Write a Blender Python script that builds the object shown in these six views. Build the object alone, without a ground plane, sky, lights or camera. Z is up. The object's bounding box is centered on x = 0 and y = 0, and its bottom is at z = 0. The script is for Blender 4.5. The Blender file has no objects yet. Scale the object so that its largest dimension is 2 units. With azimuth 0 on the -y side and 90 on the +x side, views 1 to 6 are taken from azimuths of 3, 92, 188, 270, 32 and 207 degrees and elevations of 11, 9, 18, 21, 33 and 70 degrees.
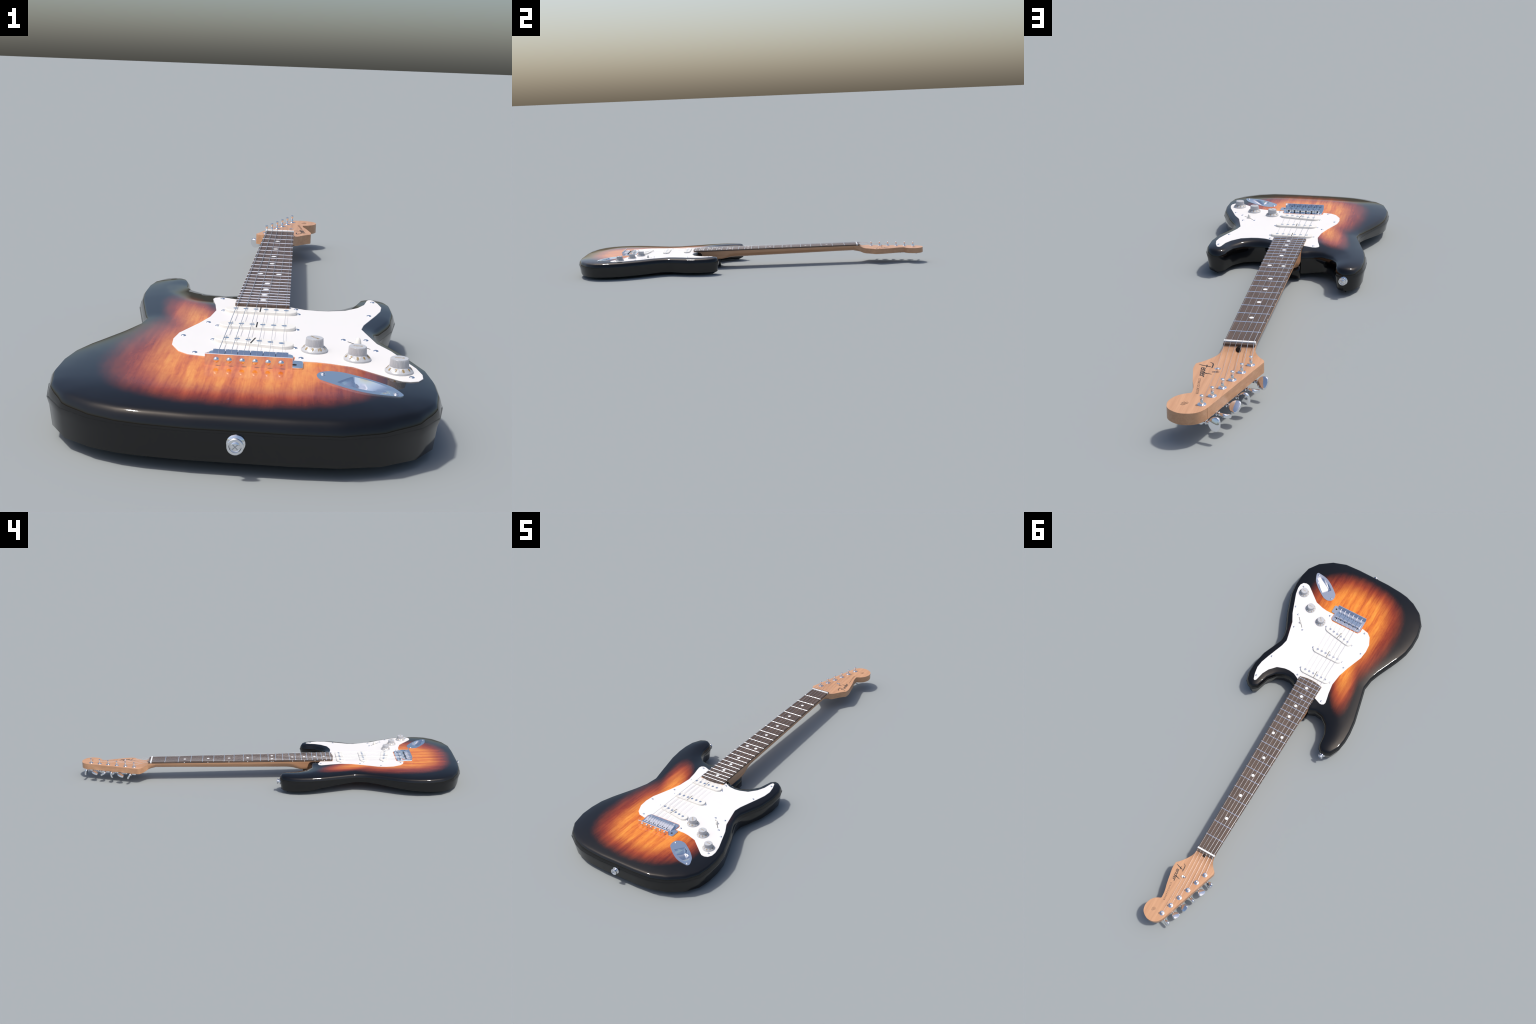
import bpy, bmesh, math, random
import numpy as np
from mathutils import Vector, Matrix
from mathutils.geometry import delaunay_2d_cdt

random.seed(7)
COL = bpy.context.scene.collection

# ------------------------------------------------------------------ materials
def new_mat(name):
    m = bpy.data.materials.new(name); m.use_nodes = True
    nt = m.node_tree
    return m, nt, nt.nodes["Principled BSDF"]

def plain(name, col, rough=.4, metal=0., spec=.5, coat=0.):
    m, nt, p = new_mat(name)
    p.inputs["Base Color"].default_value = (*col, 1)
    p.inputs["Roughness"].default_value = rough
    p.inputs["Metallic"].default_value = metal
    p.inputs["Specular IOR Level"].default_value = spec
    p.inputs["Coat Weight"].default_value = coat
    p.inputs["Coat Roughness"].default_value = .03
    return m

def N(nt, kind, **kw):
    n = nt.nodes.new(kind)
    for k, v in kw.items():
        setattr(n, k, v)
    return n

def math_node(nt, op, a, b=None, c=None):
    n = N(nt, "ShaderNodeMath", operation=op)
    for i, v in enumerate((a, b, c)):
        if v is None: continue
        if isinstance(v, (int, float)): n.inputs[i].default_value = v
        else: nt.links.new(v, n.inputs[i])
    return n.outputs[0]

def ramp(nt, fac, stops, interp="LINEAR"):
    r = N(nt, "ShaderNodeValToRGB"); r.color_ramp.interpolation = interp
    e = r.color_ramp.elements
    while len(e) < len(stops): e.new(.5)
    for el, (p, c) in zip(e, stops):
        el.position = p; el.color = (*c, 1)
    nt.links.new(fac, r.inputs[0])
    return r.outputs[0]

def mix(nt, fac, a, b, mode="MIX"):
    n = N(nt, "ShaderNodeMix", data_type="RGBA", blend_type=mode)
    for sock, v in ((n.inputs[0], fac), (n.inputs[6], a), (n.inputs[7], b)):
        if isinstance(v, (int, float)): sock.default_value = v
        elif isinstance(v, tuple): sock.default_value = (*v, 1)
        else: nt.links.new(v, sock)
    return n.outputs[2]

def grain(nt, coord, scale, nscale=1., detail=4., rough=.6, dist=0.):
    mp = N(nt, "ShaderNodeMapping"); mp.inputs["Scale"].default_value = scale
    nt.links.new(coord, mp.inputs[0])
    no = N(nt, "ShaderNodeTexNoise")
    no.inputs["Scale"].default_value = nscale; no.inputs["Detail"].default_value = detail
    no.inputs["Roughness"].default_value = rough; no.inputs["Distortion"].default_value = dist
    nt.links.new(mp.outputs[0], no.inputs[0])
    return no.outputs[0]

def sunburst_material():
    """Three-colour burst: a rounded lower field joined to a leaning lobe along the
    waist, amber in the middle, red-brown rim, black lacquer outside."""
    m, nt, p = new_mat("sunburst_lacquer")
    tc = N(nt, "ShaderNodeTexCoord").outputs["Object"]
    sep = N(nt, "ShaderNodeSeparateXYZ"); nt.links.new(tc, sep.inputs[0])
    X, Y = sep.outputs[0], sep.outputs[1]
    def lobe(cx, cy, a, b, ang, pw):
        dx = math_node(nt, "SUBTRACT", X, cx); dy = math_node(nt, "SUBTRACT", Y, cy)
        c, s = math.cos(ang), math.sin(ang)
        u = math_node(nt, "ADD", math_node(nt, "MULTIPLY", dx, c), math_node(nt, "MULTIPLY", dy, s))
        v = math_node(nt, "SUBTRACT", math_node(nt, "MULTIPLY", dy, c), math_node(nt, "MULTIPLY", dx, s))
        def pp(q, r): return math_node(nt, "POWER", math_node(nt, "ABSOLUTE", math_node(nt, "DIVIDE", q, r)), pw)
        return math_node(nt, "POWER", math_node(nt, "ADD", pp(u, a), pp(v, b)), 1 / pw)
    f1 = lobe(0.0, -.720, .250, .226, 0., 2.5)
    f1u = lobe(0.0, -.720, .250, .365, 0., 2.5)
    above = math_node(nt, "GREATER_THAN", Y, -.720)
    f1 = math_node(nt, "ADD", math_node(nt, "MULTIPLY", f1u, above), math_node(nt, "MULTIPLY", f1, math_node(nt, "SUBTRACT", 1., above)))
    f2 = math_node(nt, "ADD", math_node(nt, "MULTIPLY", lobe(-.073, -.545, .325, .077, math.atan2(.933, -.36), 2.), .77), .23)
    f = math_node(nt, "SMOOTH_MIN", f1, f2, .25)
    soft = grain(nt, tc, (26, 9, 9), 1., 3.)
    f = math_node(nt, "ADD", f, math_node(nt, "MULTIPLY", math_node(nt, "SUBTRACT", soft, .5), .10))
    # wood figure: long streaks down the body plus finer fibres
    broad = grain(nt, tc, (30, 2.6, 2), 1., 4., .62, .35)
    fine = grain(nt, tc, (150, 8, 4), 1., 3., .6, .6)
    fleck = grain(nt, tc, (80, 30, 20), 1., 3., .5, 1.5)
    g = math_node(nt, "ADD", math_node(nt, "MULTIPLY", broad, .62), math_node(nt, "MULTIPLY", fine, .24))
    g = math_node(nt, "ADD", g, math_node(nt, "MULTIPLY", fleck, .14))
    wood = ramp(nt, g, [(.36, (.44, .080, .016)), (.44, (.62, .145, .021)), (.51, (.735, .218, .028)),
                        (.57, (.80, .285, .039)), (.66, (.88, .400, .065))])
    red = ramp(nt, g, [(.38, (.20, .020, .008)), (.62, (.42, .070, .016))])
    mr = N(nt, "ShaderNodeMapRange", interpolation_type="SMOOTHSTEP"); nt.links.new(f, mr.inputs[0])
    mr.inputs[1].default_value = .45; mr.inputs[2].default_value = .84
    c1 = mix(nt, mr.outputs[0], wood, red)
    mr2 = N(nt, "ShaderNodeMapRange", interpolation_type="SMOOTHSTEP"); nt.links.new(f, mr2.inputs[0])
    mr2.inputs[1].default_value = .72; mr2.inputs[2].default_value = 1.05
    c2 = mix(nt, mr2.outputs[0], c1, (.0035, .0033, .0036))
    nt.links.new(c2, p.inputs["Base Color"])
    p.inputs["Roughness"].default_value = .05
    p.inputs["IOR"].default_value = 1.5
    return m

def maple_material():
    m, nt, p = new_mat("maple_wood")
    tc = N(nt, "ShaderNodeTexCoord").outputs["Object"]
    a = grain(nt, tc, (60, 3.5, 60), 1., 4., .6, .5)
    b = grain(nt, tc, (260, 12, 260), 1., 3., .6)
    g = math_node(nt, "ADD", math_node(nt, "MULTIPLY", a, .65), math_node(nt, "MULTIPLY", b, .35))
    c = ramp(nt, g, [(.34, (.49, .250, .130)), (.5, (.56, .298, .160)), (.66, (.62, .340, .188))])
    nt.links.new(c, p.inputs["Base Color"])
    p.inputs["Roughness"].default_value = .38
    return m

def rosewood_material():
    m, nt, p = new_mat("rosewood")
    tc = N(nt, "ShaderNodeTexCoord").outputs["Object"]
    a = grain(nt, tc, (150, 7, 150), 1., 4., .65, .6)
    b = grain(nt, tc, (420, 30, 420), 1., 3., .7)
    g = math_node(nt, "ADD", math_node(nt, "MULTIPLY", a, .55), math_node(nt, "MULTIPLY", b, .45))
    c = ramp(nt, g, [(.36, (.050, .032, .024)), (.52, (.095, .062, .046)), (.66, (.135, .086, .060))])
    nt.links.new(c, p.inputs["Base Color"])
    p.inputs["Roughness"].default_value = .55
    return m

BURST = sunburst_material()
MAPLE = maple_material()
ROSE = rosewood_material()
CHROME = plain("chrome", (.86, .87, .90), .06, 1.)
FRETM = plain("fret_nickel", (.90, .91, .93), .22, 1.)
STRINGM = plain("string_steel", (.72, .72, .74), .38, 1.)
WHITE = plain("white_plastic", (.785, .760, .735), .45, 0., .35)
CREAM = plain("aged_white_plastic", (.79, .760, .705), .40, 0., .4)
NUTM = plain("bone_white", (.88, .88, .87), .35)
DOTM = plain("pearl_dot", (.88, .88, .87), .3)
GREY = plain("grey_knob_plastic", (.50, .505, .52), .3)
GOLD = plain("gold_print", (.36, .23, .06), .45)
INK = plain("dark_ink", (.030, .026, .024), .5)
BLACK = plain("black_gap", (.006, .006, .006), .6)

# ------------------------------------------------------------------ object helpers
def obj(name, mesh, parent=None, mat=None, smooth=None):
    if mat is not None and not mesh.materials: mesh.materials.append(mat)
    o = bpy.data.objects.new(name, mesh); COL.objects.link(o)
    if parent is not None: o.parent = parent
    if smooth is not None: shade(mesh, smooth)
    return o

def shade(mesh, angle):
    mesh.polygons.foreach_set("use_smooth", [True] * len(mesh.polygons))
    bm = bmesh.new(); bm.from_mesh(mesh)
    for e in bm.edges:
        e.smooth = not (len(e.link_faces) == 2 and e.calc_face_angle(0.) > math.radians(angle)) and len(e.link_faces) == 2
    bm.to_mesh(mesh); bm.free()

def mesh_of(name, verts, faces):
    me = bpy.data.meshes.new(name); me.from_pydata([tuple(v) for v in verts], [], faces); me.validate()
    bm = bmesh.new(); bm.from_mesh(me)
    bmesh.ops.remove_doubles(bm, verts=bm.verts, dist=1e-6)
    bmesh.ops.recalc_face_normals(bm, faces=bm.faces)
    bm.to_mesh(me); bm.free()
    return me

def lathe(profile, seg=32, knurl=None):
    """profile: (radius, height) pairs; knurl(i_ring, i_seg) -> radius factor"""
    verts, faces = [], []
    for i, (r, z) in enumerate(profile):
        for s in range(seg):
            a = 2 * math.pi * s / seg
            k = knurl(i, s) if knurl else 1.
            verts.append((r * k * math.cos(a), r * k * math.sin(a), z))
    for i in range(len(profile) - 1):
        for s in range(seg):
            t = (s + 1) % seg
            faces.append((i * seg + s, i * seg + t, (i + 1) * seg + t, (i + 1) * seg + s))
    faces.append(tuple(range(seg))[::-1])
    faces.append(tuple((len(profile) - 1) * seg + s for s in range(seg)))
    return verts, faces

def lathe_mesh(name, profile, seg=32, knurl=None):
    v, f = lathe(profile, seg, knurl)
    return mesh_of(name, v, f)

def prism(outline, z0, z1):
    n = len(outline)
    v = [(x, y, z0) for x, y in outline] + [(x, y, z1) for x, y in outline]
    f = [tuple(range(n))[::-1], tuple(range(n, 2 * n))]
    f += [(i, (i + 1) % n, n + (i + 1) % n, n + i) for i in range(n)]
    return v, f

def chamfered(outline, z0, z1, b):
    """prism with a small bevel round the upper rim"""
    n = len(outline)
    ins = inset(outline, b)
    v = [(x, y, z0) for x, y in outline] + [(x, y, z1 - b) for x, y in outline] + [(x, y, z1) for x, y in ins]
    f = [tuple(range(n))[::-1], tuple(range(2 * n, 3 * n))]
    for k in (0, 1):
        f += [(k * n + i, k * n + (i + 1) % n, (k + 1) * n + (i + 1) % n, (k + 1) * n + i) for i in range(n)]
    return v, f

def box(x0, x1, y0, y1, z0, z1):
    return prism([(x0, y0), (x1, y0), (x1, y1), (x0, y1)], z0, z1)

def join(*parts):
    v, f = [], []
    for pv, pf in parts:
        o = len(v); v += list(pv); f += [tuple(i + o for i in q) for q in pf]
    return v, f

def moved(part, M):
    return [tuple(M @ Vector(p)) for p in part[0]], part[1]

def T(x, y, z): return Matrix.Translation((x, y, z))
def axis_to(d): return Vector((0, 0, 1)).rotation_difference(Vector(d).normalized()).to_matrix().to_4x4()

def area(poly):
    return sum(poly[i][0] * poly[(i + 1) % len(poly)][1] - poly[(i + 1) % len(poly)][0] * poly[i][1] for i in range(len(poly))) / 2

def seg_dist(p, a, b):
    ax, ay = a; bx, by = b; dx, dy = bx - ax, by - ay
    t = max(0, min(1, ((p[0] - ax) * dx + (p[1] - ay) * dy) / (dx * dx + dy * dy + 1e-12)))
    return math.hypot(p[0] - ax - t * dx, p[1] - ay - t * dy)

def poly_dist(p, poly):
    return min(seg_dist(p, poly[i], poly[(i + 1) % len(poly)]) for i in range(len(poly)))

def inside(p, poly):
    c = False
    for i in range(len(poly)):
        (x1, y1), (x2, y2) = poly[i], poly[i - 1]
        if (y1 > p[1]) != (y2 > p[1]) and p[0] < (x2 - x1) * (p[1] - y1) / (y2 - y1) + x1: c = not c
    return c

def inset(poly, d, safe=False):
    """move every corner inwards along its bisector; with safe, stop where the shape gets too narrow"""
    n, out = len(poly), []
    ccw = area(poly) > 0
    for i in range(n):
        p0, p1, p2 = (Vector(poly[j % n]) for j in (i - 1, i, i + 1))
        e1, e2 = (p1 - p0).normalized(), (p2 - p1).normalized()
        n1, n2 = Vector((-e1.y, e1.x)), Vector((-e2.y, e2.x))
        b = n1 + n2
        b = b / max(.35, (1 + n1.dot(n2)))
        if not ccw: b = -b
        k = d
        if safe:
            for _ in range(30):
                q = p1 + b * k
                if inside(q, poly) and poly_dist(q, poly) >= .93 * k: break
                k *= .94
        out.append(tuple(p1 + b * k))
    return out

def round_corners(poly, radii, n=5):
    """replace every corner by a small arc of the given setback"""
    out, m = [], len(poly)
    for i, r in enumerate(radii):
        p0, p1, p2 = (Vector(poly[j % m]) for j in (i - 1, i, i + 1))
        if r <= 0: out.append(tuple(p1)); continue
        a = p1 + (p0 - p1).normalized() * r; c = p1 + (p2 - p1).normalized() * r
        for k in range(n + 1):
            t = k / n
            out.append(tuple(a * (1 - t) ** 2 + p1 * 2 * t * (1 - t) + c * t * t))
    return out

def catmull(pts, n=4, closed=True):
    out, m = [], len(pts)
    for i in range(m if closed else m - 1):
        P = [Vector(pts[(i + k) % m]) if closed else Vector(pts[max(0, min(m - 1, i + k))]) for k in (-1, 0, 1, 2)]
        for k in range(n):
            t = k / n
            out.append(tuple(.5 * ((2 * P[1]) + (P[2] - P[0]) * t + (2 * P[0] - 5 * P[1] + 4 * P[2] - P[3]) * t * t + (3 * P[1] - P[0] - 3 * P[2] + P[3]) * t ** 3)))
    if not closed: out.append(tuple(pts[-1]))
    return out

def smoothstep(a, b, x):
    t = max(0, min(1, (x - a) / (b - a))); return t * t * (3 - 2 * t)

def lerp_table(tab, x):
    if x <= tab[0][0]: return tab[0][1]
    for (a, u), (b, v) in zip(tab, tab[1:]):
        if x <= b: return u + (v - u) * (x - a) / (b - a)
    return tab[-1][1]

def tube(path, r, seg=6):
    verts, faces = [], []
    P = [Vector(p) for p in path]
    for i, p in enumerate(P):
        d = (P[min(i + 1, len(P) - 1)] - P[max(i - 1, 0)]).normalized()
        u = d.cross(Vector((0, 0, 1))); u = u.normalized() if u.length > 1e-4 else Vector((1, 0, 0))
        w = u.cross(d)
        for s in range(seg):
            a = 2 * math.pi * s / seg
            verts.append(p + u * r * math.cos(a) + w * r * math.sin(a))
    for i in range(len(P) - 1):
        for s in range(seg):
            t = (s + 1) % seg
            faces.append((i * seg + s, i * seg + t, (i + 1) * seg + t, (i + 1) * seg + s))
    faces.append(tuple(range(seg))); faces.append(tuple((len(P) - 1) * seg + s for s in range(seg)))
    return verts, faces

def fill2d(outer, holes=(), pts=()):
    """triangulate a flat region: outer ring, hole rings, loose interior points"""
    verts, edges = [], []
    for ring in (outer, *holes):
        o = len(verts); verts += [Vector(p) for p in ring]
        edges += [(o + i, o + (i + 1) % len(ring)) for i in range(len(ring))]
    verts += [Vector(p) for p in pts]
    v, e, f, *_ = delaunay_2d_cdt(verts, edges, [], 0, 1e-7)
    faces = []
    for q in f:
        c = sum((v[i] for i in q), Vector((0, 0))) / len(q)
        if inside(c, outer) and not any(inside(c, h) for h in holes): faces.append(tuple(q))
    return [tuple(p) for p in v], faces

# ------------------------------------------------------------------ root
root = bpy.data.objects.new("electric_guitar", None); COL.objects.link(root)
root["label"] = "solid-body electric guitar with sunburst finish and white pickguard"
root["category"] = "electric guitar"

CX = .003                      # x of the neck's centre line
Z_TOP, Z_CREASE = .0958, .0680

# ------------------------------------------------------------------ body
OUTLINE = [
    (.009, -.987), (.087, -.988), (.161, -.984), (.226, -.961), (.284, -.917), (.317, -.867), (.3270, -.815),
    (.3275, -.757), (.320, -.700), (.285, -.603), (.247, -.519), (.2400, -.486), (.2400, -.455), (.258, -.408),
    (.278, -.357), (.2895, -.287), (.2885, -.233), (.276, -.195), (.255, -.1755), (.231, -.1705), (.208, -.190),
    (.191, -.249), (.163, -.284), (.135, -.297), (.106, -.299), (.080, -.290), (.058, -.275),
    (.040, -.240), (-.040, -.196), (-.060, -.198), (-.087, -.2090), (-.124, -.201), (-.156, -.173), (-.173, -.136),
    (-.177, -.105), (-.1790, -.080), (-.187, -.060), (-.203, -.0475), (-.225, -.0460), (-.250, -.059), (-.272, -.103),
    (-.2790, -.150), (-.2790, -.200), (-.272, -.262), (-.252, -.352), (-.2330, -.434), (-.2395, -.486), (-.257, -.536), (-.302, -.639),
    (-.3195, -.690), (-.3275, -.745), (-.3275, -.805), (-.3135, -.868), (-.2785, -.920), (-.229, -.954), (-.184, -.9715),
    (-.145, -.9790), (-.071, -.986)]

JACK = [(.255, -.859), (.250, -.861), (.219, -.857), (.194, -.849), (.164, -.830), (.131, -.802), (.124, -.793), (.120, -.777),
        (.123, -.761), (.129, -.754), (.142, -.748), (.155, -.749), (.168, -.753), (.195, -.771), (.219, -.790), (.238, -.809),
        (.247, -.822), (.257, -.846), (.258, -.855)]
CUP = [(.238, -.843), (.230, -.846), (.204, -.840), (.178, -.827), (.156, -.810), (.155, -.803), (.177, -.775), (.187, -.775),
       (.210, -.791), (.230, -.812), (.240, -.831)]

BASS_EDGE = [(-.98, .0190), (-.93, .0165), (-.87, .0175), (-.80, .0225), (-.76, .0255), (-.69, .0305), (-.60, .0370), (-.51, .0460), (-.43, .0460),
             (-.35, .0410), (-.26, .0315), (-.19, .0195), (-.10, .0155), (0., .0155)]
def lower_edge(x, y):
    """height of the side wall's lower rim: the back is scooped along the bass-side waist"""
    if x < -.10: return lerp_table(BASS_EDGE, y)
    return .0140 + .0050 * smoothstep(-.93, -.975, y) + .003 * math.exp(-((y + .48) / .08) ** 2)
def belly(x, y):
    return max(0, (lower_edge(min(x, -.11), y) - .019)) * .95 * smoothstep(.0, -.22, x)

def subdivided(poly, step):
    out = []
    for i in range(len(poly)):
        a, b = Vector(poly[i]), Vector(poly[(i + 1) % len(poly)])
        k = max(1, math.ceil((b - a).length / step))
        out += [tuple(a.lerp(b, t / k)) for t in range(k)]
    return out

class EdgeField:
    """blurred distance to the outline; its slope says which way the front leans"""
    def __init__(self, poly, h=.006, sigma=2.2):
        self.h, self.x0, self.y0 = h, -.36, -1.03
        gx = self.x0 + h * np.arange(121); gy = self.y0 + h * np.arange(176)
        X, Y = np.meshgrid(gx, gy, indexing="ij")
        D = np.full(X.shape, 9.); ins = np.zeros(X.shape, bool)
        for i in range(len(poly)):
            (ax, ay), (bx, by) = poly[i - 1], poly[i]
            dx, dy = bx - ax, by - ay
            t = np.clip(((X - ax) * dx + (Y - ay) * dy) / (dx * dx + dy * dy), 0, 1)
            D = np.minimum(D, np.hypot(X - ax - t * dx, Y - ay - t * dy))
            if ay != by: ins ^= ((ay > Y) != (by > Y)) & (X < (bx - ax) * (Y - ay) / (by - ay) + ax)
        D = np.where(ins, D, -D)
        k = np.exp(-.5 * (np.arange(-7, 8) / sigma) ** 2); k /= k.sum()
        for ax_ in (0, 1): D = np.apply_along_axis(lambda r: np.convolve(np.pad(r, 7, mode="edge"), k, "valid"), ax_, D)
        self.gx, self.gy = np.gradient(D, h)
    def slope(self, x, y):
        i, j = (x - self.x0) / self.h, (y - self.y0) / self.h
        a, b = int(i), int(j); u, v = i - a, j - b
        def bl(G): return (G[a, b] * (1 - u) + G[a + 1, b] * u) * (1 - v) + (G[a, b + 1] * (1 - u) + G[a + 1, b + 1] * u) * v
        return float(bl(self.gx)), float(bl(self.gy))

# front edge: height, and normals bent to place dark reflections and glints, by rim distance
RIM_Z = [(.0012, Z_CREASE), (.0055, .0830), (.0125, .0930), (.0220, .0953), (.0320, Z_TOP)]
LEAN_FLANK = [(.0012, 84.), (.0055, 60.), (.0090, 34.), (.0115, 12.5), (.0220, 10.5), (.0450, 6.), (.0850, 3.), (.1150, 0.)]
LEAN_END = [(.0012, 84.), (.0055, 60.), (.0100, 41.), (.0130, 19.), (.0220, 13.5), (.0450, 11.), (.0850, 7.), (.1150, 0.)]

def build_body():
    n = len(OUTLINE)
    verts, faces, normals = [], [], []
    def add(pts, zf, nf=None):
        o = len(verts)
        for p in pts:
            z = zf(*p) if callable(zf) else zf
            verts.append((p[0], p[1], z)); normals.append(nf(*p) if nf else (0, 0, 0))
        return o
    # ---- front cap
    field = EdgeField(OUTLINE)
    rim = inset(OUTLINE, RIM_Z[0][0], True)
    outer = subdivided(rim, .014)
    hole = inset(CUP, -.003)
    pts = []
    dense = subdivided(OUTLINE, .014)
    for d in (.0032, .0055, .0090, .0116, .0125, .0170, .0220, .0270, .0320):
        for p in inset(dense, d):
            if inside(p, OUTLINE) and poly_dist(p, OUTLINE) > .975 * d: pts.append(p)
    for i in range(-29, 30):
        for j in range(-86, -3):
            p = (i * .0115, j * .0115)
            if inside(p, OUTLINE) and poly_dist(p, OUTLINE) > .036 and not inside(p, hole): pts.append(p)
    v2, f2 = fill2d(outer, [hole], pts)
    def zf(x, y): return lerp_table(RIM_Z, poly_dist((x, y), OUTLINE))
    def nf(x, y):
        gx, gy = field.slope(x, y); m = math.hypot(gx, gy)
        d = poly_dist((x, y), OUTLINE)
        if m < 1e-6: return (0, 0, 1)
        k = (gy / m) ** 2                                    # normals bent further in at the ends, for a wider dark reflection
        t = math.radians(lerp_table(LEAN_FLANK, d) * (1 - k) + lerp_table(LEAN_END, d) * k) * (min(1., m * 1.1) if d > .010 else 1.)
        return (-gx / m * math.sin(t), -gy / m * math.sin(t), math.cos(t))
    o = add(v2, zf, nf); faces += [tuple(i + o for i in q) for q in f2]
    # ---- side wall, leaning in towards the back, with a hairline groove modelled to draw the dark reflection line
    def outward(i):
        p0, p1, p2 = (Vector(OUTLINE[k % n]) for k in (i - 1, i, i + 1))
        e = (p1 - p0).normalized() + (p2 - p1).normalized()
        return Vector((e.y, -e.x, 0)).normalized()
    rows = [(.0090, lower_edge, -.10), (.0042, .0530, -.10), (0., Z_CREASE - .0012, .02), (.0016, Z_CREASE - .0008, .02), (.0012, Z_CREASE, .02)]
    base = []
    for d, z, nz in rows:
        ring = inset(OUTLINE, d, True) if d else OUTLINE
        base.append(len(verts))
        for i, (x, y) in enumerate(ring):
            verts.append((x, y, z(x, y) if callable(z) else z))
            normals.append(tuple((outward(i) + Vector((0, 0, nz))).normalized()))
    for a, b in zip(base, base[1:]):
        faces += [(a + i, a + (i + 1) % n, b + (i + 1) % n, b + i) for i in range(n)]
    # ---- shallow bevelled back
    low = inset(OUTLINE, .0090, True); back = inset(OUTLINE, .050, True)
    a = add(low, lower_edge); b = add(back, belly)
    faces += [(b + i, b + (i + 1) % n, a + (i + 1) % n, a + i) for i in range(n)]
    grid = [(i * .035, j * .035) for i in range(-10, 11) for j in range(-29, 0)]
    grid = [p for p in grid if inside(p, back) and poly_dist(p, back) > .012]
    v3, f3 = fill2d(back, (), grid)
    o = add(v3, belly); faces += [tuple(i + o for i in q)[::-1] for q in f3]
    # ---- heel block carrying the neck
    heel = prism(round_corners([(-.053, -.34), (.056, -.34), (.056, -.175), (-.053, -.175)], (0, 0, .006, .006), 3), .007, .0495)
    o = len(verts); verts += heel[0]; normals += [(0, 0, 0)] * len(heel[0]); faces += [tuple(i + o for i in q) for q in heel[1]]
    me = bpy.data.meshes.new("body"); me.from_pydata(verts, [], faces)
    shade(me, 40)
    me.normals_split_custom_set_from_vertices(normals)
    return obj("body", me, root, BURST)

body = build_body()

# ------------------------------------------------------------------ dome screws (shared)
def screw_geometry(r, h, cross=True):
    v, f = lathe([(r, 0), (r, h * .15), (r * .88, h * .55), (r * .6, h * .85), (r * .25, h)], 16)
    return v, f
def screw_mesh(name, r, h):
    return mesh_of(name, *screw_geometry(r, h))
SCREW = screw_mesh("dome_screw", .0052, .0024); shade(SCREW, 60); SCREW.materials.append(CHROME)

def put_screw(name, x, y, z, parent, mesh=SCREW):
    o = obj(name, mesh, parent); o.location = (x, y, z); o.rotation_euler[2] = random.uniform(0, 3.1); return o

# ------------------------------------------------------------------ pickguard
PG_Z = .0972
GUARD = [(.290, -.775), (.299, -.760), (.300, -.738), (.293, -.704), (.256, -.604), (.233, -.561), (.215, -.490), (.208, -.461),
         (.214, -.428), (.244, -.341), (.255, -.305), (.259, -.270), (.253, -.236), (.244, -.209), (.239, -.2045), (.234, -.206),
         (.230, -.214), (.222, -.254), (.207, -.285), (.179, -.316), (.143, -.328), (.120, -.330), (.093, -.326), (.066, -.312),
         (.056, -.300), (-.040, -.300), (-.054, -.264), (-.086, -.251), (-.096, -.2515), (-.105, -.257), (-.108, -.268), (-.104, -.290), (-.098, -.316),
         (-.091, -.367), (-.098, -.424), (-.114, -.477), (-.143, -.555), (-.148, -.596), (-.145, -.635), (-.128, -.673),
         (-.109, -.690), (-.076, -.697), (-.0765, -.676), (-.068, -.6625), (-.062, -.6615), (.066, -.6605), (.074, -.6635), (.0815, -.674), (.080, -.697),
         (.120, -.697), (.144, -.701), (.183, -.713), (.253, -.772), (.262, -.778), (.276, -.780)]
guard = obj("pickguard", mesh_of("pickguard", *chamfered(GUARD, .0957, PG_Z, .0005)), root, WHITE, 30)
for x, y in [(.280, -.757), (.260, -.642), (.213, -.542), (.092, -.680), (-.0975, -.679), (-.132, -.574), (.2415, -.230),
             (.228, -.352), (.075, -.329), (-.0875, -.265), (-.096, -.469)]:
    put_screw("pickguard_screw", x, y, PG_Z - .0002, guard)

# ------------------------------------------------------------------ pickups
def pickup_outline():
    a, b, h, c = .053, .0755, .0183, []
    for k in range(9):
        t = math.pi / 2 * k / 8
        c.append((a + (b - a) * math.sin(t) ** .9, -h * math.cos(t)))
    right = c + [(x, -y) for x, y in reversed(c[:-1])]
    return right + [(-x, -y) for x, y in right]
PU = mesh_of("pickup_cover", *chamfered(pickup_outline(), .0957, .1040, .0012)); shade(PU, 35); PU.materials.append(CREAM)
POLE = lathe_mesh("pole_piece", [(.0054, -.004), (.0054, .0004)], 24); shade(POLE, 40); POLE.materials.append(CHROME)
SLIT = mesh_of("cover_slit", *box(-.0012, .0012, -.0180, .0180, .1020, .1043)); SLIT.materials.append(BLACK)
for (cx, cy, ang) in [(.0027, -.3693, 0.), (.0027, -.4913, 0.), (.0028, -.6055, -.182)]:
    pu = obj("pickup", PU, root); pu.location = (cx, cy, 0); pu.rotation_euler[2] = ang
    for i in range(6):
        q = obj("pole_piece", POLE, pu); q.location = ((i - 2.5) * .0211, 0, .1039)
    s = obj("cover_slit", SLIT, pu); s.location = (-.001, 0, 0)
    for sx in (-.0782, .0782):
        put_screw("pickup_screw", sx, 0, PG_Z - .0002, pu)

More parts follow.
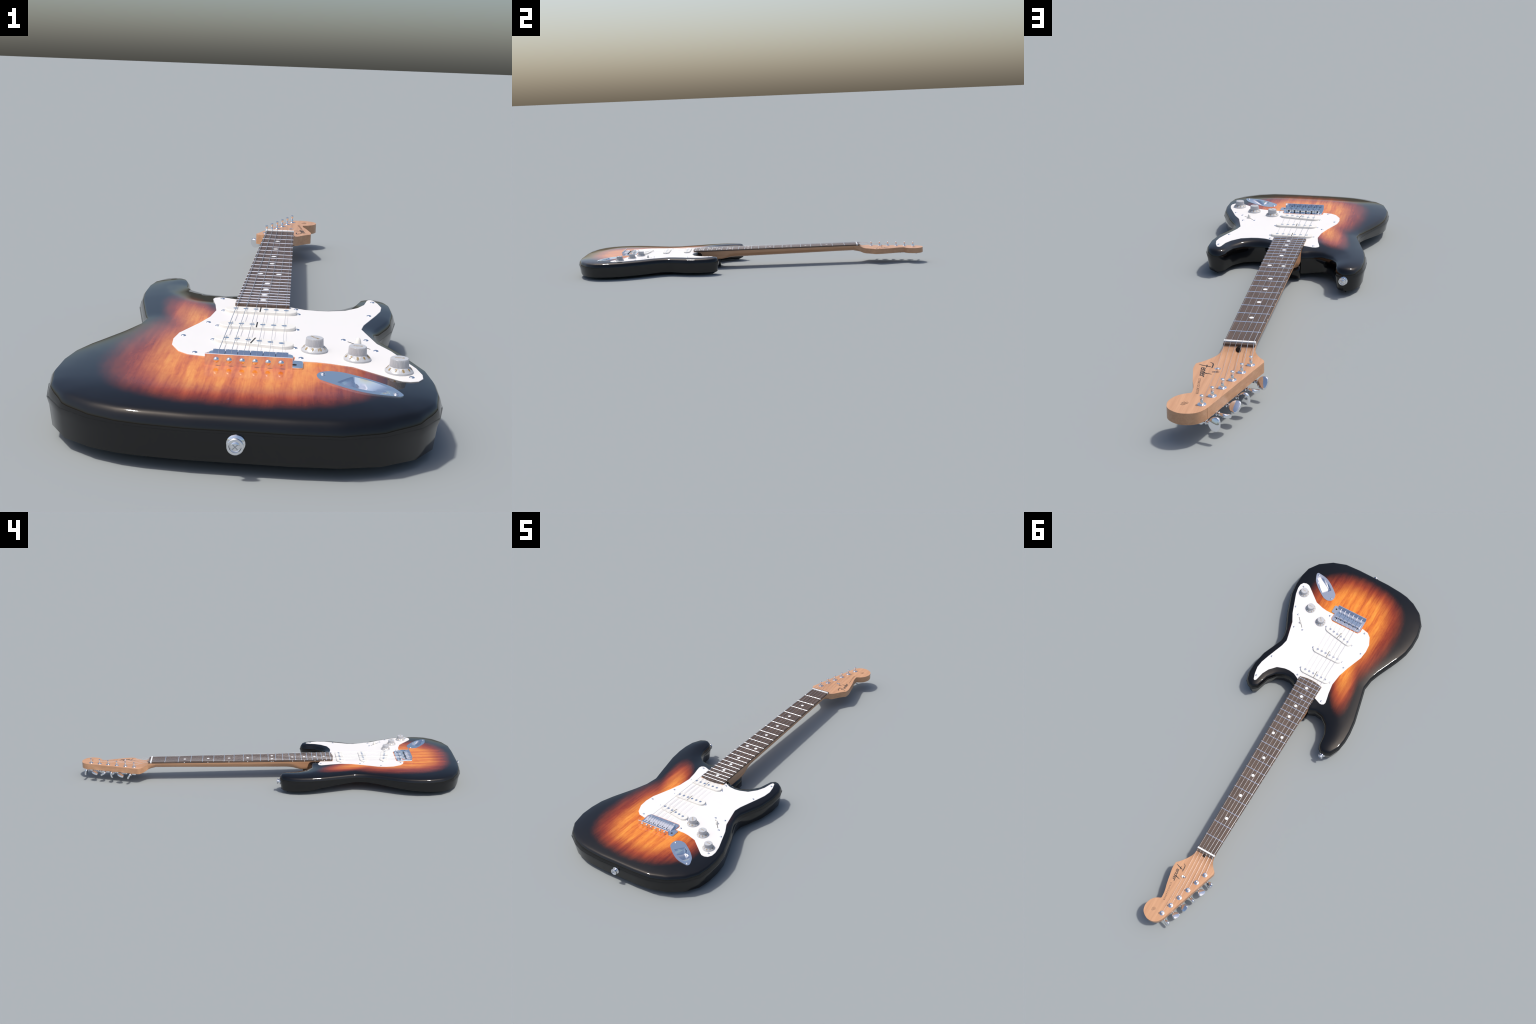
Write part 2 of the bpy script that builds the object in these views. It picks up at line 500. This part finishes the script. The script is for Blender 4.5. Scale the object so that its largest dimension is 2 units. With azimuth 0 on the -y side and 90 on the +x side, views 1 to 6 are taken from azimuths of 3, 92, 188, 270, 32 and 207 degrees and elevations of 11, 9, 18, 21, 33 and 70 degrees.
# ------------------------------------------------------------------ knobs
def text_part(body, size, extrude=.0002, shear=0., bold=0., align="CENTER", spacing=1.):
    cu = bpy.data.curves.new("lettering", "FONT"); cu.body = body; cu.size = size; cu.extrude = extrude
    cu.shear = shear; cu.offset = bold; cu.align_x = align; cu.align_y = "CENTER"; cu.space_character = spacing
    cu.resolution_u = 3
    o = bpy.data.objects.new("lettering_tmp", cu); COL.objects.link(o)
    dg = bpy.context.evaluated_depsgraph_get()
    me = bpy.data.meshes.new_from_object(o.evaluated_get(dg))
    v = [tuple(p.co) for p in me.vertices]; f = [tuple(p.vertices) for p in me.polygons]
    bpy.data.objects.remove(o); bpy.data.curves.remove(cu); bpy.data.meshes.remove(me)
    return v, f

def flat_mesh(name, part, mat):
    me = bpy.data.meshes.new(name); me.from_pydata([tuple(p) for p in part[0]], [], part[1]); me.materials.append(mat)
    return me

SEG = 144
def knurl(i, s): return 1 - (  .050 if (4 <= i <= 6 and s % 3 == 0) else 0)
KNOB = lathe_mesh("control_knob", [(.0235, 0), (.0243, .0006), (.0243, .0034), (.0232, .0046), (.0172, .0104), (.0168, .0108), (.0160, .0238),
                                   (.0150, .0250), (.0060, .0252)], SEG, knurl)
shade(KNOB, 28); KNOB.materials.append(GREY)
SKIRT_R, SKIRT_Z = .0206, .0075
SLOPE = math.atan2(.0058, .0060)
for (kx, ky, ten_at, word, wang) in [(.1150, -.6285, 27, "VOLUME", -52), (.1915, -.6690, 71, "TONE", -2), (.2605, -.7285, 88, "TONE", -3)]:
    kb = obj("control_knob", KNOB, root); kb.location = (kx, ky, PG_Z - .0003)
    parts = []
    for num in range(1, 11):
        a = math.radians(ten_at - 36 * (10 - num))        # angle from the -y side towards +x
        t = text_part(str(num), .0086, .0001, 0., .00012)
        # letter plane: x along the rim, y up the cone, z outwards
        out = Vector((math.sin(a), -math.cos(a), 0)); along = Vector((math.cos(a), math.sin(a), 0))
        up = (Vector((0, 0, 1)) * math.sin(SLOPE) - out * math.cos(SLOPE)).normalized()
        nrm = along.cross(up)
        M = Matrix((( along.x, up.x, nrm.x, 0), (along.y, up.y, nrm.y, 0), (along.z, up.z, nrm.z, 0), (0, 0, 0, 1)))
        parts.append(moved(t, T(*(out * SKIRT_R + Vector((0, 0, SKIRT_Z)) + nrm * .0001)) @ M))
    obj("knob_numerals", flat_mesh("knob_numerals", join(*parts), GOLD), kb)
    w = text_part(word, .0062, .0001)
    obj("knob_lettering", flat_mesh("knob_lettering", moved(w, T(0, 0, .0253) @ Matrix.Rotation(math.radians(wang), 4, "Z")), GOLD), kb)

# ------------------------------------------------------------------ selector switch
sw_dir = Vector((.178 - .218, -.557 + .600)); sw_mid = ((.178 + .218) / 2, (-.557 - .600) / 2)
ang = math.atan2(sw_dir.y, sw_dir.x); L = sw_dir.length / 2
slot = obj("selector_slot", mesh_of("selector_slot", *box(-L, L, -.0012, .0012, -.0008, .0002)), root, BLACK)
slot.location = (*sw_mid, PG_Z); slot.rotation_euler[2] = ang
lev = obj("switch_lever", lathe_mesh("switch_lever", [(.0045, -.0005), (.0062, .001), (.0060, .004), (.0050, .009), (.0036, .0128), (.0018, .0146), (.0005, .015)], 20), slot, CREAM, 50)
lev.location = (.002, 0, 0)
for x, y in [(.228, -.610), (.170, -.547)]: put_screw("switch_screw", x, y, PG_Z - .0002, guard)

# ------------------------------------------------------------------ jack plate
def build_jack():
    plate_z = .0978
    hole = catmull(CUP, 3)
    outer = catmull(JACK, 3)
    v2, f2 = fill2d(outer, [hole])
    n = len(outer)
    verts = [(x, y, plate_z) for x, y in v2]; faces = list(f2)
    o = len(verts); verts += [(x, y, plate_z) for x, y in outer] + [(x, y, .0952) for x, y in outer]
    faces += [(o + i, o + (i + 1) % n, o + n + (i + 1) % n, o + n + i) for i in range(n)]
    # cup: steep wall by the bass end, floor sweeping up to the tip
    deep, tip = Vector((.166, -.789)), Vector((.237, -.843))
    ax = (tip - deep); ln = ax.length; ax.normalize()
    def zcup(p, k):
        t = (Vector(p) - deep).dot(ax) / ln
        prof = smoothstep(-.02, .16, t) * (1 - smoothstep(.10, 1.02, t) * .92)
        return plate_z - .024 * prof * (1 - (1 - k) ** 3.5)
    c = (.185, -.805); rows = 9; m = len(hole)
    base = len(verts)
    for r in range(rows + 1):
        k = r / rows
        for p in hole:
            q = (p[0] + (c[0] - p[0]) * k, p[1] + (c[1] - p[1]) * k)
            verts.append((*q, zcup(q, min(1, k * 2.2))))
    for r in range(rows):
        for i in range(m):
            j = (i + 1) % m
            faces.append((base + r * m + i, base + r * m + j, base + (r + 1) * m + j, base + (r + 1) * m + i))
    return obj("jack_plate", mesh_of("jack_plate", verts, faces), root, CHROME, 22)
jack = build_jack()
JS = screw_mesh("plate_screw", .0050, .0030); shade(JS, 60); JS.materials.append(CHROME)
put_screw("plate_screw", .1305, -.7660, .0976, jack, JS); put_screw("plate_screw", .2465, -.8505, .0976, jack, JS)
sock = obj("jack_socket", mesh_of("jack_socket", *lathe([(.0066, 0), (.0066, .003), (.0046, .0036), (.0042, .0004)], 20)), jack, CHROME, 40)
SOCKET = T(.1700, -.7925, .0790) @ axis_to((.72, -.56, .40))
sock.matrix_local = SOCKET
hole_o = obj("socket_opening", lathe_mesh("socket_opening", [(.0041, 0), (.0041, .0022)], 16), jack, BLACK)
hole_o.matrix_local = SOCKET

# ------------------------------------------------------------------ bridge
BZ = .0990
def build_bridge():
    base = round_corners([(-.0725, -.7440), (.0784, -.7440), (.0962, -.7440), (.0962, -.7020), (.0784, -.7020), (.0784, -.6650), (-.0725, -.6650)],
                         (0, 0, .007, .007, 0, .013, .013), 5)
    p1 = chamfered(base, .0960, BZ, .0005)
    up = [(-.7446, .0958), (-.7446, .1158), (-.7440, .1163), (-.7416, .1163), (-.7410, .1158), (-.7410, .0985)]
    n = len(up)
    v = [(-.0724, y, z) for y, z in up] + [(.0783, y, z) for y, z in up]
    f = [tuple(range(n)), tuple(range(n, 2 * n))[::-1]] + [(i, n + i, n + (i + 1) % n, (i + 1) % n) for i in range(n)]
    return obj("bridge", mesh_of("bridge", *join(p1, (v, f))), root, CHROME, 25)
bridge = build_bridge()
for x, y in [(.0555, -.6735), (-.0565, -.6740)]: put_screw("bridge_screw", x, y, BZ - .0002, bridge, JS)
obj("tremolo_socket", mesh_of("tremolo_socket", *moved(lathe([(.0042, -.001), (.0042, .0003)], 24), T(.0813, -.7268, BZ))), bridge, BLACK)

STR_BR = [CX + (i - 2.5) * .0223 for i in range(6)]       # bass to treble
STR_NUT = [CX + (i - 2.5) * .0152 for i in range(6)]
def saddle_geometry():
    w = .01065
    prof = [(-.6845, .0992), (-.6845, .1055), (-.6853, .1074), (-.6875, .1083), (-.6900, .1081), (-.6950, .1070), (-.7010, .1052),
            (-.7080, .1031), (-.7170, .1009), (-.7185, .1004), (-.7185, .0985)]
    n = len(prof)
    v = [(-w, y, z) for y, z in prof] + [(w, y, z) for y, z in prof]
    f = [tuple(range(n)), tuple(range(n, 2 * n))[::-1]] + [(i, n + i, n + (i + 1) % n, (i + 1) % n) for i in range(n)]
    return v, f
SAD = mesh_of("saddle", *saddle_geometry()); shade(SAD, 40); SAD.materials.append(CHROME)
SHOLE = mesh_of("saddle_opening", *join(moved(lathe([(.0036, 0), (.0036, .0006)], 14), T(0, -.6848, .1032) @ Matrix.Rotation(-math.pi / 2, 4, "X")),
                                       box(-.0013, .0013, -.7165, -.7120, .0995, .1022)))
SHOLE.materials.append(BLACK)
GRUB = mesh_of("height_screw", *join(*[moved(lathe([(.0019, 0), (.0019, .0108), (.0010, .0110)], 10), T(sx, -.6885, .0975)) for sx in (-.0068, .0068)]))
shade(GRUB, 40); GRUB.materials.append(CHROME)
REAR = mesh_of("intonation_screw", *join(moved(lathe([(.0050, 0), (.0050, .0010), (.0044, .0026), (.0030, .0038), (.0012, .0042)], 18), T(0, -.7446, .1058) @ Matrix.Rotation(math.pi / 2, 4, "X")),
                                        tube([(0, -.7420, .1058), (0, -.7200, .1050)], .0016, 8)))
shade(REAR, 45); REAR.materials.append(CHROME)
GAPM = mesh_of("saddle_gap", *box(-.0005, .0005, -.7180, -.6850, .0992, .1035)); GAPM.materials.append(BLACK)
for i, x in enumerate(STR_BR):
    jit = (0, .0006, -.0004, .0004, -.0006, .0002)[i]
    s = obj("saddle", SAD, bridge); s.location = (x, jit, 0)
    for nm, me in (("saddle_opening", SHOLE), ("height_screw", GRUB)):
        q = obj(nm, me, bridge); q.location = (x, jit, 0)
    q = obj("intonation_screw", REAR, bridge); q.location = (x, 0, 0)
    if i < 5:
        q = obj("saddle_gap", GAPM, bridge); q.location = (x + .01115, 0, 0)

# ------------------------------------------------------------------ neck
FB_TOP, FB_BOT = .1045, .0982
NUT_Y, SCALE = .6230, 1.311
def fb_half(y): return .0577 + (.0424 - .0577) * (y + .326) / (.621 + .326)

def build_neck():
    verts, faces, S = [], [], 28
    bot = [(-.33, .0495), (-.170, .0495), (-.150, .0515), (-.125, .0550), (-.05, .0562), (.29, .0615), (.50, .0650), (.61, .0660)]
    sq = [(-.33, 9.), (-.170, 9.), (-.145, 5.), (-.120, 2.7), (-.09, 2.15), (.6, 2.05)]
    ys = [-.33, -.20, -.175, -.165, -.155, -.145, -.135, -.125, -.11, -.09, -.05, 0, .1, .2, .3, .4, .5, .56, .60, .612]
    for y in ys:
        w, zb, pw = fb_half(y) - .0006, lerp_table(bot, y), lerp_table(sq, y)
        for k in range(S + 1):
            t = math.pi * k / S
            cx, sz = math.cos(t), math.sin(t)
            verts.append((CX + w * math.copysign(abs(cx) ** (2 / pw), cx), y, FB_BOT - (FB_BOT - zb) * sz ** (2 / pw)))
    m = S + 1
    for r in range(len(ys) - 1):
        for k in range(S): faces.append((r * m + k, r * m + k + 1, (r + 1) * m + k + 1, (r + 1) * m + k))
        faces.append((r * m + S, r * m, (r + 1) * m, (r + 1) * m + S))
    faces.append(tuple(range(m))); faces.append(tuple((len(ys) - 1) * m + k for k in range(m))[::-1])
    return obj("neck", mesh_of("neck", verts, faces), root, MAPLE, 40)
neck = build_neck()

HEAD_TOP, HEAD_BOT = .0820, .0525
HEAD = [(.0446, .600), (.0446, .634), (.0465, .648), (.0515, .662), (.0600, .677), (.0710, .694), (.0840, .711), (.0960, .7225), (.0985, .731), (.0980, .757),
        (.0905, .791), (.0820, .829), (.0735, .857), (.0700, .884), (.0715, .8925), (.0800, .8965), (.0945, .906), (.1055, .919), (.1125, .936), (.1145, .952),
        (.1100, .972), (.1000, .9855), (.0830, .9965), (.0690, 1.0), (.0560, .9995), (.0410, .9955), (.0280, .986), (.0180, .970), (.0118, .9545), (.0085, .9440), (-.0660, .7120), (-.0700, .6995),
        (-.0730, .689), (-.0690, .677), (-.0600, .668), (-.0510, .658), (-.0440, .648), (-.0398, .634), (-.0386, .600)]

def build_head():
    ring = catmull(HEAD, 3, False)
    top_tab = [(.600, FB_BOT), (.6365, FB_BOT), (.6385, .0962), (.643, .0926), (.649, .0888), (.656, .0856), (.664, .0833), (.674, .0821), (.682, HEAD_TOP)]
    def ztop(x, y): return lerp_table(top_tab, y)
    bc = [(.590, .0660), (.603, .0650), (.645, .0575), (.664, .0535), (.676, HEAD_BOT)]
    def zbot(x, y):
        s = smoothstep(.595, .668, y)
        w = max(.001, .0420 + max(0, y - .634) * .9)
        u = min(1, abs(x - CX) / w)
        zc = lerp_table(bc, y)
        return zc + (1 - s) * (FB_BOT - .002 - zc) * (1 - math.sqrt(max(0, 1 - u * u))) * .96
    rows = [y for y, _ in top_tab[1:]] + [.605, .615, .625, .632]
    pts = [(x * .006 - .12, y) for y in rows for x in range(0, 42)]
    pts = [p for p in pts if inside(p, ring) and poly_dist(p, ring) > .0022]
    v2, f2 = fill2d(ring, (), pts)
    verts = [(x, y, ztop(x, y)) for x, y in v2]; faces = list(f2)
    o = len(verts); verts += [(x, y, zbot(x, y)) for x, y in v2]; faces += [tuple(i + o for i in q)[::-1] for q in f2]
    n = len(ring)
    o = len(verts); verts += [(x, y, ztop(x, y)) for x, y in ring] + [(x, y, zbot(x, y)) for x, y in ring]
    faces += [(o + i, o + (i + 1) % n, o + n + (i + 1) % n, o + n + i) for i in range(n)]
    ob = obj("headstock", mesh_of("headstock", verts, faces), root, MAPLE)
    cut = obj("bore_cutter", mesh_of("bore_cutter", *tube([(CX, .600, .0900), (CX, .720, .0935)], .0074, 20)))
    mod = ob.modifiers.new("bore", "BOOLEAN"); mod.operation = "DIFFERENCE"; mod.object = cut; mod.solver = "EXACT"
    dg = bpy.context.evaluated_depsgraph_get()
    me = bpy.data.meshes.new_from_object(ob.evaluated_get(dg))
    if len(me.polygons) > 100:
        ob.modifiers.clear(); ob.data = me
    else:
        ob.modifiers.clear()
    bpy.data.objects.remove(cut)
    shade(ob.data, 50)
    return ob
head = build_head()
obj("truss_rod_socket", mesh_of("truss_rod_socket", *tube([(CX, .602, .0901), (CX, .6440, .0913)], .0073, 20)), head, BLACK)

def build_fretboard():
    ys, verts, faces, K = [], [], [], 12
    # bowed heel end of the board
    end = []
    for k in range(K + 1):
        u = -1 + 2 * k / K
        end.append((CX + fb_half(-.327) * u, -.3255 - .0095 * (1 - u * u)))
    ol = end + [(CX + fb_half(.637), .637), (CX - fb_half(.637), .637)]
    return obj("fretboard", mesh_of("fretboard", *chamfered(ol, FB_BOT, FB_TOP, .0006)), root, ROSE, 25)
board = build_fretboard()
def fret_y(n): return NUT_Y - SCALE * (1 - 2 ** (-n / 12))
for n in range(1, 23):
    y = fret_y(n); w = fb_half(y) + .0004
    prof = [(-.0020, 0), (-.0017, .0011), (-.0008, .0017), (.0008, .0017), (.0017, .0011), (.0020, 0)]
    m = len(prof)
    v = [(CX - w, y + a, FB_TOP - .0004 + b) for a, b in prof] + [(CX + w, y + a, FB_TOP - .0004 + b) for a, b in prof]
    f = [tuple(range(m)), tuple(range(m, 2 * m))[::-1]] + [(i, m + i, m + (i + 1) % m, (i + 1) % m) for i in range(m)]
    obj("fret", mesh_of("fret", v, f), board, FRETM, 60)
DOT = lathe_mesh("inlay_dot", [(.0068, -.001), (.0068, .00025)], 24); DOT.materials.append(DOTM)
SDOT = lathe_mesh("side_dot", [(.0021, -.001), (.0021, .0004)], 12); SDOT.materials.append(DOTM)
for n in (3, 5, 7, 9, 12, 15, 17, 19, 21):
    y = (fret_y(n) + fret_y(n - 1)) / 2
    for dx in ((-.0227, .0227) if n == 12 else (0,)):
        d = obj("inlay_dot", DOT, board); d.location = (CX + dx, y, FB_TOP)
    for dy in ((-.005, .005) if n == 12 else (0,)):
        s = obj("side_dot", SDOT, board)
        s.matrix_local = T(CX - fb_half(y + dy), y + dy, (FB_TOP + FB_BOT) / 2) @ Matrix.Rotation(-math.pi / 2, 4, "Y")
nut_o = round_corners([(CX - .0432, NUT_Y - .0036), (CX + .0432, NUT_Y - .0036), (CX + .0432, NUT_Y + .0036), (CX - .0432, NUT_Y + .0036)], (.001,) * 4, 2)
obj("nut", mesh_of("nut", *chamfered(nut_o, FB_BOT + .002, .1084, .0010)), root, NUTM, 30)

# ------------------------------------------------------------------ tuning machines
E_DIR = Vector((.0149, .0471, 0)).normalized()
OUTW = Vector((-E_DIR.y, E_DIR.x, 0))
POST0 = Vector((-.0425, .7120, 0)); STEP = Vector((.0744, .2358, 0)) / 5
def tuner_mesh():
    post = lathe([(.0108, .0815), (.0110, .0824), (.0102, .0832), (.0066, .0838), (.0046, .0850), (.0043, .0915), (.0030, .0935), (.0028, .0968), (.0034, .0990),
                  (.0046, .1005), (.0049, .1040), (.0046, .1056), (.0030, .1066), (.0010, .1069)], 20)
    c, s = E_DIR, OUTW
    R = Matrix(((c.x, s.x, 0, 0), (c.y, s.y, 0, 0), (0, 0, 1, 0), (0, 0, 0, 1)))
    hx = round_corners([(-.0115, -.0120), (.0215, -.0120), (.0215, .0120), (-.0115, .0120)], (.005,) * 4, 3)
    housing = moved(prism(hx, .0415, .0530), R)
    collar = moved(tube([(.0105, .008, .0445), (.0105, .0178, .0445)], .0056, 14), R)
    return join(post, housing, collar)
TUN = mesh_of("tuning_machine", *tuner_mesh()); shade(TUN, 35); TUN.materials.append(CHROME)

def button_mesh():
    """shaft along +x from the origin, then a flattened oval paddle"""
    shaft = moved(lathe([(.0034, 0), (.0034, .0040), (.0054, .0050), (.0054, .0075), (.0036, .0085), (.0042, .0110)], 14), Matrix.Rotation(math.pi / 2, 4, "Y"))
    # oval paddle, narrower at the shaft, flat faces with a rounded rim
    v, f, A = [], [], 32
    rows = ((-.0047, .80), (-.0040, .93), (-.0021, 1.), (.0021, 1.), (.0040, .93), (.0047, .80))
    for zz, k in rows:
        for a in range(A):
            th = 2 * math.pi * a / A
            cx, sy = math.cos(th), math.sin(th)
            px = .0150 * math.copysign(abs(cx) ** .75, cx)
            v.append((.0230 + px * k, (.0172 + .20 * px) * sy * k, zz))
    for b in range(len(rows) - 1):
        for a in range(A):
            t = (a + 1) % A; f.append((b * A + a, b * A + t, (b + 1) * A + t, (b + 1) * A + a))
    f += [tuple(range(A))[::-1], tuple((len(rows) - 1) * A + a for a in range(A))]
    return join(shaft, (v, f))
BTN = mesh_of("tuning_button", *button_mesh()); shade(BTN, 40); BTN.materials.append(CHROME)
SPIN = (57, -22, 100, 33, -24, 76)
POSTS = []
for i in range(6):
    p = POST0 + STEP * i; POSTS.append(p)
    t = obj("tuning_machine", TUN, root); t.location = p
    b = obj("tuning_button", BTN, t)
    ax, up = OUTW, Vector((0, 0, 1)); side = up.cross(ax)
    M = Matrix(((ax.x, side.x, up.x, 0), (ax.y, side.y, up.y, 0), (ax.z, side.z, up.z, 0), (0, 0, 0, 1)))
    o = E_DIR * .0105 + OUTW * .0165
    b.matrix_local = T(o.x, o.y, .0445) @ M @ Matrix.Rotation(math.radians(SPIN[i]), 4, "X")

# string tree
def tree_mesh():
    post = lathe([(.0026, .0815), (.0026, .0895), (.0040, .0900), (.0042, .0912), (.0026, .0922)], 14)
    pr = [(-.0088, .0935), (-.0070, .0898), (-.0040, .0886), (.0040, .0886), (.0070, .0898), (.0088, .0935)]
    v = [(x, -.0034, z) for x, z in pr] + [(x, .0034, z) for x, z in pr] + [(x, -.0034, z + .0009) for x, z in pr] + [(x, .0034, z + .0009) for x, z in pr]
    n, f = 6, []
    for i in range(n - 1):
        f += [(i, i + 1, n + i + 1, n + i), (2 * n + i, 3 * n + i, 3 * n + i + 1, 2 * n + i + 1), (i, 2 * n + i, 2 * n + i + 1, i + 1), (n + i, n + i + 1, 3 * n + i + 1, 3 * n + i)]
    f += [(0, n, 3 * n, 2 * n), (n - 1, 3 * n - 1, 4 * n - 1, 2 * n - 1)]
    return join(post, (v, f))
tree = obj("string_tree", mesh_of("string_tree", *tree_mesh()), root, CHROME, 40); tree.location = (.0325, .7655, 0); tree.rotation_euler[2] = .1

# ------------------------------------------------------------------ strings
RAD = (.00074, .00061, .00049, .00038, .00032, .00028)
for i in range(6):
    xb, xn, p = STR_BR[i], STR_NUT[i], POSTS[i]
    path = [(xb, -.7130, .1012), (xb, -.7040, .1052), (xb, -.6935, .1081), (xb, -.6890, .1088), (xn, NUT_Y, .1087)]
    d = Vector((p.x - .0040, p.y, 0)) - Vector((xn, NUT_Y, 0))
    if i >= 4:
        ty = .7655; t = (ty - NUT_Y) / d.y
        path.append((xn + d.x * t, ty, .0880))
        path.append((p.x - .0032, p.y, .0940))
    else:
        path.append((p.x - .0032, p.y, .0945))
    st = obj("string", mesh_of("string", *tube(path, RAD[i], 8)), root, STRINGM, 80)
    coil = []
    for k in range(33):
        a = math.pi + k * math.pi * 2 / 12
        coil.append((p.x + .0034 * math.cos(a), p.y + .0034 * math.sin(a), .0944 + .0008 * k / 12 * -1 + .0016))
    obj("string_winding", mesh_of("string_winding", *tube(coil, max(.0004, RAD[i] * .8), 5)), st, STRINGM, 80)

# ------------------------------------------------------------------ strap buttons
def strap_mesh():
    v, f = lathe([(.0143, -.003), (.0143, .0032), (.0128, .0044), (.0094, .0056), (.0086, .0082), (.0094, .0105), (.0124, .0125), (.0128, .0135), (.0128, .0160), (.0120, .0168),
                  (.0095, .0168), (.0086, .0145)], 24)
    sc = lathe([(.0078, .0120), (.0078, .0150), (.0066, .0161), (.0030, .0166)], 20)
    return join((v, f), sc)
STRAP = mesh_of("strap_button", *strap_mesh()); shade(STRAP, 35); STRAP.materials.append(CHROME)
CROSS = mesh_of("screw_cross", *join(box(-.0055, .0055, -.0007, .0007, .0150, .01685), box(-.0007, .0007, -.0055, .0055, .0150, .01682)))
CROSS.materials.append(plain("slot_shadow", (.42, .44, .48), .25, 1.))
for loc, d in [((CX, -.9832, .0530), (0, -1, 0)), ((-.2135, -.0510, .0532), (.24, .97, 0))]:
    s = obj("strap_button", STRAP, root); s.matrix_local = T(*loc) @ axis_to(d)
    c = obj("screw_cross", CROSS, s); c.rotation_euler[2] = .78

# ------------------------------------------------------------------ headstock lettering
def script_stroke(pts, w0, w1):
    """tapered brush stroke lying in the letter plane"""
    P = [Vector(q) for q in catmull(pts, 6, False)]
    v, f, n = [], [], len(P)
    for i, q in enumerate(P):
        d = (P[min(i + 1, n - 1)] - P[max(i - 1, 0)]).normalized(); s = Vector((-d.y, d.x))
        t = i / (n - 1); w = (w0 + (w1 - w0) * t) * (.55 + .45 * math.sin(math.pi * (.08 + .84 * t)))
        for k in (1, -1): v.append((q.x + s.x * w * k, q.y + s.y * w * k, .0002))
    f = [(2 * i, 2 * i + 1, 2 * i + 3, 2 * i + 2) for i in range(n - 1)]
    return v, f
def plane_at(x, y, dirx, diry, z=HEAD_TOP):
    a = math.atan2(diry, dirx)
    return T(x, y, z) @ Matrix.Rotation(a, 4, "Z")
big = [script_stroke([(.002, -.006), (.007, .004), (.012, .016), (.0135, .020)], .0014, .0016),          # F stem
       script_stroke([(-.010, .017), (-.003, .0235), (.008, .0240), (.020, .0225)], .0011, .0017),        # F top swash
       script_stroke([(.003, .0105), (.009, .0115), (.017, .0105)], .0011, .0012)]
ender = moved(text_part("ender", .0215, .0001, .30, .0003, "LEFT", .92), T(.015, .0060, .0001))
asc = script_stroke([(.0425, .004), (.0475, .016), (.051, .0245)], .0012, .0011)
P = plane_at(.0815, .7270, -.135, .99)
obj("script_lettering", flat_mesh("script_lettering", moved(join(*big, ender, asc), P @ Matrix.Scale(1.18, 4)), INK), head)
obj("model_lettering", flat_mesh("model_lettering", moved(text_part("STRATOCASTER", .0092, .0001, 0, 0, "LEFT", 1.35), plane_at(.0690, .8120, -.155, .985, HEAD_TOP + .0001)), INK), head)
stamp = join(*[moved(text_part(w, .0042, .0001), T(0, dy, 0)) for w, dy in (("ORIGINAL", .0048), ("CONTOUR", 0), ("BODY", -.0048))])
obj("stamp_lettering", flat_mesh("stamp_lettering", moved(stamp, plane_at(.0745, .9490, .62, .78, HEAD_TOP + .0001)), INK), head)
